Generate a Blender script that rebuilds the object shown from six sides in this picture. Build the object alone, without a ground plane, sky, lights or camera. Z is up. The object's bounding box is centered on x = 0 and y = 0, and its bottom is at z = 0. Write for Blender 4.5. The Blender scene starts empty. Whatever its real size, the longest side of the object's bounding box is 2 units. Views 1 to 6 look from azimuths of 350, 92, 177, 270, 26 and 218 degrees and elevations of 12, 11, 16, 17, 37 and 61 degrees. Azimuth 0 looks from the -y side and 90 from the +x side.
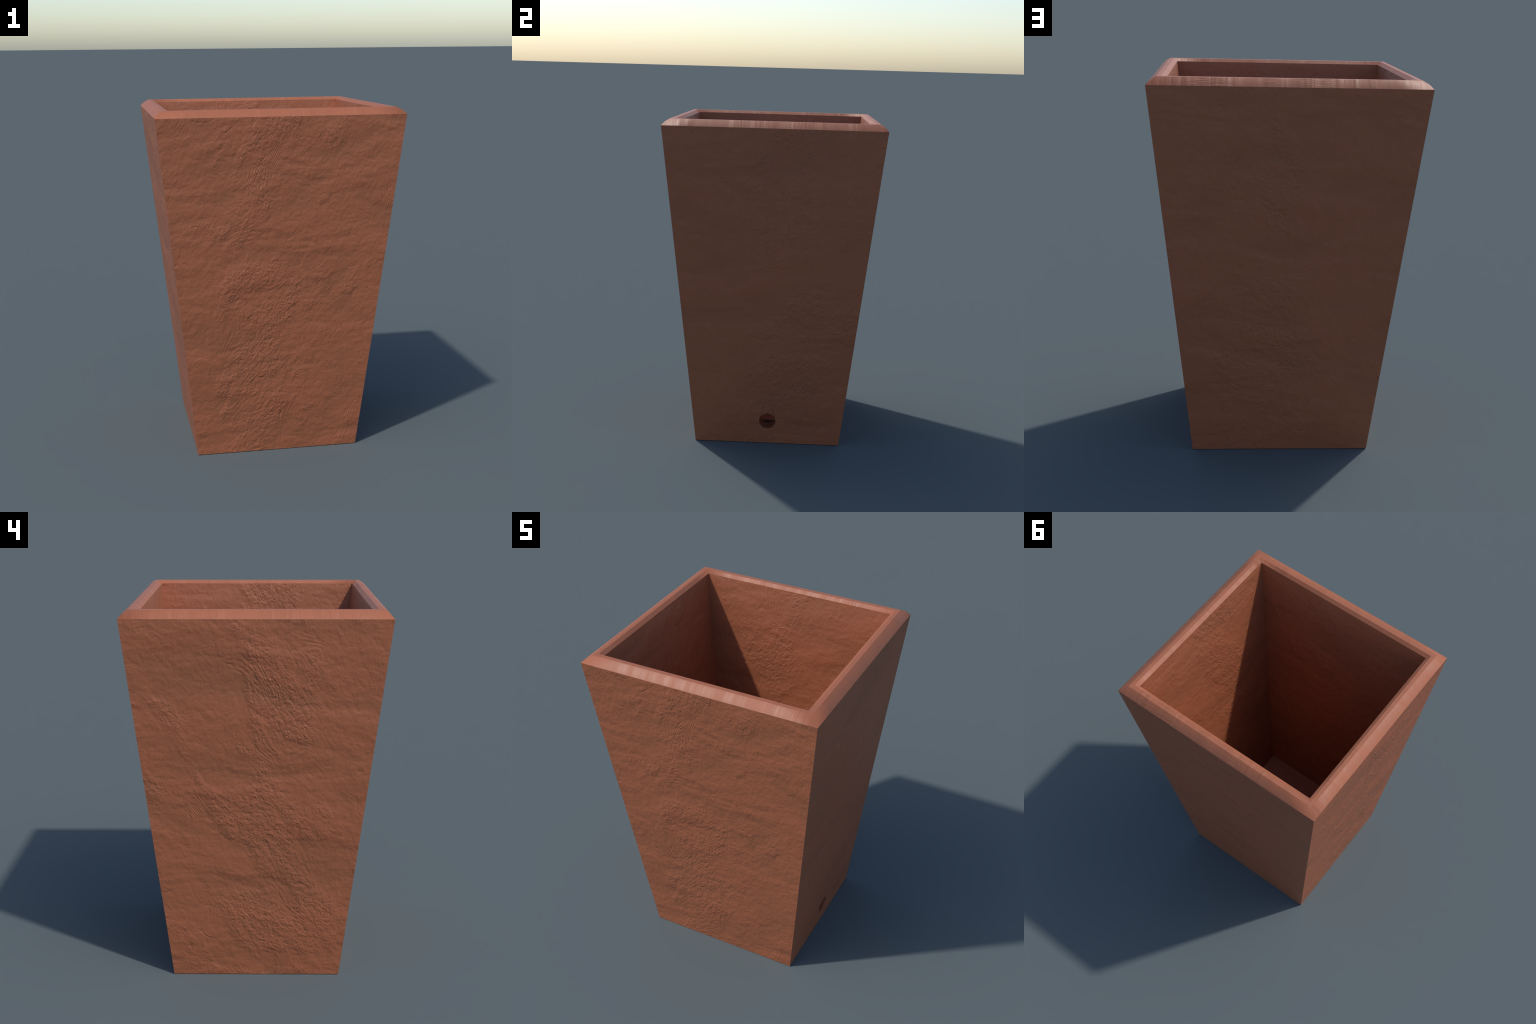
"""Tall tapered terracotta planter: square, slightly oblong plan, hollow, with a
bevelled rim, rough hand-textured clay walls and one round drain hole low on +x."""
import bpy
from math import cos, sin, pi, tau
from mathutils import Vector

# ------------------------------------------------------------------ dimensions
HEIGHT = 2.0
BASE = (0.4711, 0.4457)            # half sizes (x, y) at the ground
SHOULDER, SHOULDER_Z = (0.6807, 0.6458), 1.9628   # where the outer wall meets the rim
TOP_OUTER = (0.6321, 0.6027)       # flat of the rim, outer and inner edge
TOP_INNER = (0.6102, 0.5778)
MOUTH, MOUTH_Z = (0.5898, 0.5587), 1.9839         # where the rim meets the inner wall
FLOOR_Z = 0.118
CORNER_RUN = 0.15                  # length of the rim corner over which shading turns
HOLE_Z, HOLE_R, HOLE_SIDES = 0.148, 0.0512, 16

TAPER = ((SHOULDER[0] - BASE[0]) / SHOULDER_Z, (SHOULDER[1] - BASE[1]) / SHOULDER_Z)
FLOOR = (0.3858, 0.3620)           # cavity half sizes at the floor
SLAB = 0.036                       # thickness of the floor slab


# ------------------------------------------------------------------ node helpers
class Graph:
    """Small wrapper that lets shader maths be written as expressions."""

    def __init__(self, name):
        self.mat = bpy.data.materials.new(name)
        self.mat.use_nodes = True
        self.nt = self.mat.node_tree
        self.bsdf = self.nt.nodes["Principled BSDF"]

    def node(self, kind, **props):
        n = self.nt.nodes.new(kind)
        for k, v in props.items():
            setattr(n, k, v)
        return n

    def put(self, socket, value):
        if isinstance(value, bpy.types.NodeSocket):
            self.nt.links.new(value, socket)
        else:
            socket.default_value = value

    def math(self, op, a, b=0.0, c=0.0):
        n = self.node("ShaderNodeMath", operation=op)
        for s, v in zip(n.inputs, (a, b, c)):
            self.put(s, v)
        return n.outputs[0]

    def add(self, a, b): return self.math("ADD", a, b)
    def sub(self, a, b): return self.math("SUBTRACT", a, b)
    def mul(self, a, b): return self.math("MULTIPLY", a, b)
    def mad(self, a, b, c): return self.math("MULTIPLY_ADD", a, b, c)

    def step(self, x, lo, hi, to_lo=0.0, to_hi=1.0):
        n = self.node("ShaderNodeMapRange", interpolation_type="SMOOTHSTEP")
        for s, v in zip(n.inputs, (x, lo, hi, to_lo, to_hi)):
            self.put(s, v)
        return n.outputs[0]

    def mix(self, f, a, b):
        return self.add(self.mul(a, self.sub(1.0, f)), self.mul(b, f))

    def vec(self, x, y, z):
        n = self.node("ShaderNodeCombineXYZ")
        for s, v in zip(n.inputs, (x, y, z)):
            self.put(s, v)
        return n.outputs[0]

    def split(self, v):
        n = self.node("ShaderNodeSeparateXYZ")
        self.put(n.inputs[0], v)
        return n.outputs

    def noise(self, v, scale=1.0, detail=2.0, rough=0.5, warp=0.0):
        n = self.node("ShaderNodeTexNoise", noise_dimensions="3D")
        self.put(n.inputs["Vector"], v)
        for k, x in (("Scale", scale), ("Detail", detail), ("Roughness", rough), ("Distortion", warp)):
            self.put(n.inputs[k], x)
        return n.outputs["Fac"]

    def colour(self, f, a, b):
        n = self.node("ShaderNodeMix", data_type="RGBA")
        self.put(n.inputs[0], f)
        self.put(n.inputs[6], a if isinstance(a, bpy.types.NodeSocket) else (*a, 1))
        self.put(n.inputs[7], b if isinstance(b, bpy.types.NodeSocket) else (*b, 1))
        return n.outputs[2]

    def finish(self, base, height, rough, strength=1.0):
        bump = self.node("ShaderNodeBump")
        bump.inputs["Strength"].default_value = strength
        bump.inputs["Distance"].default_value = 1.0      # heights are in metres
        self.put(bump.inputs["Height"], height)
        self.put(self.bsdf.inputs["Normal"], bump.outputs[0])
        self.put(self.bsdf.inputs["Base Color"], base)
        self.put(self.bsdf.inputs["Roughness"], rough)
        self.bsdf.inputs["Specular IOR Level"].default_value = 0.5
        return self.mat


CLAY = (0.310, 0.0985, 0.0435)
CLAY_DARK = (0.245, 0.085, 0.037)  # browner clay, paints the shade of the relief's hollows into the base colour
CLAY_RED = (0.317, 0.0972, 0.0430)


def wall_coordinates(g):
    """(u, z) run over each wall face: u is x on the y faces and y on the x faces."""
    x, y, z = g.split(g.node("ShaderNodeTexCoord").outputs["Object"])
    nx, ny, _ = g.split(g.node("ShaderNodeNewGeometry").outputs["True Normal"])
    on_x = g.math("GREATER_THAN", g.math("ABSOLUTE", nx), g.math("ABSOLUTE", ny))
    u = g.mix(on_x, x, y)
    side = g.math("SIGN", g.mix(on_x, ny, nx))
    seed = g.add(g.mul(on_x, 7.3), g.mul(side, 3.1))
    return x, y, z, u, seed, nx, side


def clay_wall(name, shift, outside):
    g = Graph(name)
    x, y, z, u, seed, nx, side = wall_coordinates(g)
    seed = g.add(seed, shift)
    # diagonal working direction of the clay: a runs along it, b across it
    a = g.add(g.mul(u, 0.50), g.mul(z, 0.866))
    b = g.sub(g.mul(z, 0.50), g.mul(u, 0.866))

    # broad horizontal swells
    swell = g.noise(g.vec(g.mul(u, 1.9), g.mul(z, 4.6), seed), 1.0, 2.5, 0.5, 0.5)
    # where the surface has been worked hard
    # (a loose upright belt a little off the middle of each face, stronger lower down)
    patch = g.noise(g.vec(g.mul(a, 2.6), g.mul(b, 3.8), g.add(seed, 11.0)), 1.0, 2.0, 0.55, 0.4)
    belt = g.step(g.math("ABSOLUTE", g.sub(u, g.mul(side, 0.11))), 0.05, 0.36, 0.10, -0.08)
    low = g.step(z, 0.9, 1.7, 0.02, -0.03)
    patch = g.add(patch, g.add(belt, low))
    worked = g.step(patch, 0.47, 0.68)
    # short diagonal drags, rounded lumps and a fine upright grain
    drag = g.noise(g.vec(g.mul(a, 18.0), g.mul(b, 40.0), seed), 1.0, 2.5, 0.5, 0.5)
    lump = g.noise(g.vec(g.mul(u, 38.0), g.mul(z, 42.0), seed), 1.0, 1.2, 0.45, 0.3)
    bump = g.noise(g.vec(g.mul(u, 17.0), g.mul(z, 21.0), g.add(seed, 5.0)), 1.0, 2.0, 0.5, 0.5)
    grain = g.noise(g.vec(g.mul(u, 95.0), g.mul(z, 26.0), seed), 1.0, 1.0, 0.5)
    # curved comb ridges following the contour lines of a slow field
    field = g.noise(g.vec(g.mul(a, 3.0), g.mul(b, 3.8), g.add(seed, 23.0)), 1.0, 1.0, 0.4, 0.2)
    wobble = g.noise(g.vec(g.mul(u, 14.0), g.mul(z, 14.0), seed), 1.0, 2.0, 0.5)
    phase = g.mad(field, 130.0, g.add(g.mul(b, 170.0), g.mul(wobble, 5.0)))
    comb = g.math("SINE", phase)
    area = g.noise(g.vec(g.mul(a, 3.4), g.mul(b, 5.2), g.add(seed, 53.0)), 1.0, 1.0, 0.5)
    area = g.add(area, belt)
    gaps = g.noise(g.vec(g.mul(a, 26.0), g.mul(b, 34.0), g.add(seed, 31.0)), 1.0, 2.0, 0.5)
    combed = g.mul(g.step(area, 0.54, 0.66), g.step(gaps, 0.36, 0.60))
    # clustered pits
    pit = g.noise(g.vec(g.mul(a, 58.0), g.mul(b, 82.0), seed), 1.0, 2.0, 0.5, 0.6)
    pitted = g.mul(g.step(pit, 0.46, 0.30), g.mad(worked, 0.9, 0.1))
    # a few long cracks: thin valleys along the zero line of a warped field
    vein = g.noise(g.vec(g.mul(a, 4.0), g.mul(b, 5.0), g.add(seed, 67.0)), 1.0, 1.5, 0.45, 0.4)
    crack = g.step(g.math("ABSOLUTE", g.sub(vein, 0.5)), 0.016, 0.002)
    crack = g.mul(crack, g.step(g.noise(g.vec(g.mul(u, 5.0), g.mul(z, 5.0), g.add(seed, 71.0))), 0.56, 0.66))

    h = g.mul(swell, 0.0190)
    h = g.mad(g.mul(drag, g.mad(worked, 0.70, 0.42)), 0.0046, h)
    h = g.mad(g.mul(lump, g.mad(worked, 0.80, 0.44)), 0.0036, h)
    h = g.mad(bump, 0.0040, h)
    h = g.mad(grain, 0.00055, h)
    h = g.mad(g.mul(comb, combed), 0.00056, h)
    h = g.mad(pitted, -0.0019, h)
    grit = g.noise(g.vec(g.mul(a, 70.0), g.mul(b, 95.0), g.add(seed, 83.0)), 1.0, 1.0, 0.5)
    h = g.mad(g.mul(grit, worked), 0.0016, h)
    h = g.mad(crack, -0.0009, h)
    # the +x and +y faces were smoothed a little
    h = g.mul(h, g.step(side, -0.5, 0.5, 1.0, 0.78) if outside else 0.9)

    tone = g.noise(g.vec(g.mul(u, 3.0), g.mul(z, 5.0), g.add(seed, 41.0)), 1.0, 3.0, 0.55)
    base = g.colour(g.step(tone, 0.35, 0.65), CLAY, CLAY_RED)
    hollow = g.mad(g.step(swell, 0.52, 0.34), 0.45, g.mul(g.step(drag, 0.46, 0.26), 0.45))
    base = g.colour(hollow, base, CLAY_DARK)
    if outside:
        # two dark shading slivers above the drain hole, drawn into colour and bump
        ay = g.math("ABSOLUTE", y)
        line = g.math("ABSOLUTE", g.sub(ay, g.mad(g.sub(z, 0.160), -0.265, 0.0470)))
        mark = g.mul(g.step(line, 0.0030, 0.0012), g.math("GREATER_THAN", nx, 0.5))
        mark = g.mul(mark, g.mul(g.step(z, 0.285, 0.235), g.step(z, 0.150, 0.165)))
        base = g.colour(g.mul(mark, 0.5), base, (0.06, 0.03, 0.02))
        h = g.mad(mark, -0.0009, h)
    return g.finish(base, h, 0.56)


def clay_rim(name):
    g = Graph(name)
    x, y, z = g.split(g.node("ShaderNodeTexCoord").outputs["Object"])
    on_x = g.math("GREATER_THAN", g.mul(g.math("ABSOLUTE", x), SHOULDER[1] / SHOULDER[0]), g.math("ABSOLUTE", y))
    run = g.mix(on_x, x, y)
    out = g.mix(on_x, y, x)
    seed = g.add(g.mul(on_x, 5.7), g.mul(g.math("SIGN", out), 2.3))
    across = g.sub(g.math("ABSOLUTE", out), z)
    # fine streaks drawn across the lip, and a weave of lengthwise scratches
    streak = g.noise(g.vec(g.mul(run, 20.0), g.mul(across, 0.8), seed), 1.0, 5.0, 0.62)
    bold = g.step(g.noise(g.vec(g.mul(run, 4.0), 0.0, g.add(seed, 3.0)), 1.0, 2.0, 0.5), 0.42, 0.60, 0.15, 1.35)
    where = g.step(g.noise(g.vec(g.mul(run, 6.0), 0.0, g.add(seed, 9.0)), 1.0, 3.0, 0.6), 0.45, 0.60)
    back = g.math("GREATER_THAN", y, SHOULDER[1] * 0.9)          # the +y lip is the roughest
    where = g.mul(where, g.mad(back, 0.8, 0.2))
    weave = g.noise(g.vec(g.mul(run, 14.0), g.mul(across, 95.0), g.add(seed, 4.0)), 1.0, 3.0, 0.6)
    shaded = g.math("GREATER_THAN", out, 0.0, 0.0)
    h = g.mul(g.mul(g.mul(streak, bold), g.mad(shaded, 0.35, 0.65)), 0.0056)
    h = g.mad(g.mul(weave, where), 0.0034, h)
    base = g.colour(g.step(streak, 0.35, 0.65), CLAY, CLAY_RED)
    return g.finish(base, h, g.step(streak, 0.35, 0.65, 0.50, 0.62))


def clay_plain(name, tint):
    g = Graph(name)
    p = g.node("ShaderNodeTexCoord").outputs["Object"]
    n = g.noise(p, 22.0, 4.0, 0.55)
    base = g.colour(g.step(n, 0.35, 0.65), tuple(0.92 * c for c in tint), tint)
    return g.finish(base, g.mul(n, 0.002), 0.58)


# ------------------------------------------------------------------ mesh helpers
planter = bpy.data.objects.new("tapered_planter", None)
planter["label"] = "tall tapered square terracotta planter with bevelled rim"
planter["category"] = "planter"
bpy.context.scene.collection.objects.link(planter)


def part(name, verts, faces, material, normals=None, smooth=False):
    me = bpy.data.meshes.new(name)
    me.from_pydata([tuple(v) for v in verts], [], faces)
    me.materials.append(material)
    me.validate()
    me.update()
    if normals:
        me.shade_smooth()
        me.normals_split_custom_set(normals)
    elif smooth:
        me.shade_smooth()
    ob = bpy.data.objects.new(name, me)
    ob.parent = planter
    bpy.context.scene.collection.objects.link(ob)
    return ob


def ring(half, z):
    """Corners of a rectangle, anticlockwise from (-x, -y)."""
    return [Vector((sx * half[0], sy * half[1], z)) for sx, sy in ((-1, -1), (1, -1), (1, 1), (-1, 1))]


def circle(plane_x):
    """Hole outline at the +x wall; a horizontal bore meets the sloping wall."""
    pts = []
    for i in range(HOLE_SIDES):
        t = tau * i / HOLE_SIDES + pi / 4
        y, z = HOLE_R * cos(t), HOLE_Z + HOLE_R * sin(t)
        pts.append(Vector((plane_x(z), y, z)))
    return pts


def walls(name, low, high, hole, material, inward, close_bottom):
    """Four sloping faces between two rectangles; the +x one is pierced by the hole."""
    verts = low + high + hole
    faces = [[0, 1, 5, 4], [2, 3, 7, 6], [3, 0, 4, 7]]
    n, q = HOLE_SIDES, HOLE_SIDES // 4
    corner = [6, 5, 1, 2]           # +y top, -y top, -y bottom, +y bottom: at 45, 135, 225, 315 degrees
    for k in range(4):
        arc = [8 + (k * q + j) % n for j in range(q + 1)]
        faces.append([corner[k], corner[(k + 1) % 4]] + arc[::-1])
    if close_bottom:
        faces.append([3, 2, 1, 0])
    if inward:
        faces = [f[::-1] for f in faces]
    return part(name, verts, faces, material)


def rim(material):
    """Bevelled lip: outer bevel in two facets, narrow flat, small inner bevel."""
    d = [SHOULDER[i] - TOP_OUTER[i] for i in (0, 1)]
    middle = tuple(TOP_OUTER[i] + d[i] * 0.545 for i in (0, 1))
    profile = [(SHOULDER, SHOULDER_Z), (middle, SHOULDER_Z + (HEIGHT - SHOULDER_Z) * 0.59), (TOP_OUTER, HEIGHT),
               (TOP_INNER, HEIGHT), (MOUTH, MOUTH_Z)]
    # each side is cut at both ends of its straight run, so that shading turns near the corner only
    verts, loops = [], []
    for half, z in profile:
        c, row = ring(half, z), []
        for k in range(4):
            p, q = c[k], c[(k + 1) % 4]
            along = (q - p).normalized()
            row += [len(verts), len(verts) + 1, len(verts) + 2]
            verts += [p, p + along * CORNER_RUN, q - along * CORNER_RUN]
        loops.append(row)
    out = [Vector((0, -1, 0)), Vector((1, 0, 0)), Vector((0, 1, 0)), Vector((-1, 0, 0))]
    strips = []                                     # plain normal of each facet on each side
    for (h0, z0), (h1, z1) in zip(profile, profile[1:]):
        row = []
        for k in range(4):
            axis = 1 - k % 2
            dh, dz = h1[axis] - h0[axis], z1 - z0
            row.append((out[k] * dz + Vector((0, 0, -dh))).normalized())
        strips.append(row)
    fold = [(strips[0][k] + strips[1][k]).normalized() for k in range(4)]
    faces, normals = [], []
    for s, plain in enumerate(strips):
        lower = fold if s == 1 else plain           # the outer bevel is shaded as one soft curve
        upper = fold if s == 0 else plain

        def row_normals(side, k):
            before, here, after = side[k - 1], side[k], side[(k + 1) % 4]
            return [(before + here).normalized(), here, here, (here + after).normalized()]

        for k in range(4):
            lo, hi = row_normals(lower, k), row_normals(upper, k)
            for j in range(3):
                i, i2 = 3 * k + j, (3 * k + j + 1) % 12
                faces.append([loops[s][i], loops[s][i2], loops[s + 1][i2], loops[s + 1][i]])
                normals += [lo[j], lo[j + 1], hi[j + 1], hi[j]]
    return part("rim", verts, faces, material, normals)


def bore(material, mouth, back):
    n = HOLE_SIDES
    faces = [[i, i + n, (i + 1) % n + n, (i + 1) % n] for i in range(n)]
    return part("drain_hole", mouth + back, faces, material, smooth=True)


# ------------------------------------------------------------------ build
outer_clay = clay_wall("terracotta_outer", 0.0, True)
inner_clay = clay_wall("terracotta_inner", 17.0, False)
rim_clay = clay_rim("terracotta_rim")
plain_clay = clay_plain("terracotta_plain", CLAY)
bore_clay = clay_plain("terracotta_bore", tuple(0.9 * c for c in CLAY))
shadow_dark_clay = clay_plain("terracotta_shadow_dark", tuple(0.25 * c for c in CLAY))

slope_in = (MOUTH[0] - FLOOR[0]) / (MOUTH_Z - FLOOR_Z)
hole_out = circle(lambda z: BASE[0] + TAPER[0] * z)
hole_in = circle(lambda z: FLOOR[0] + slope_in * (z - FLOOR_Z))

walls("outer_wall", ring(BASE, 0.0), ring(SHOULDER, SHOULDER_Z), hole_out, outer_clay, False, True)
foot = tuple(FLOOR[i] - SLAB * (MOUTH[i] - FLOOR[i]) / (MOUTH_Z - FLOOR_Z) for i in (0, 1))
walls("inner_wall", ring(foot, FLOOR_Z - SLAB), ring(MOUTH, MOUTH_Z), hole_in, inner_clay, True, False)
rim(rim_clay)
gap = 0.0008
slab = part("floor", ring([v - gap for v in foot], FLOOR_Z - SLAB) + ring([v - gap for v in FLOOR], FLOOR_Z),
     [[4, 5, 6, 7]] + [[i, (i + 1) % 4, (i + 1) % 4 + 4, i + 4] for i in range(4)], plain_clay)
slab.data.materials.append(shadow_dark_clay)          # slab edge behind the drain hole, colour cut down for its deep shadow
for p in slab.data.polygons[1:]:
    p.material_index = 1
bore(bore_clay, hole_out, hole_in)
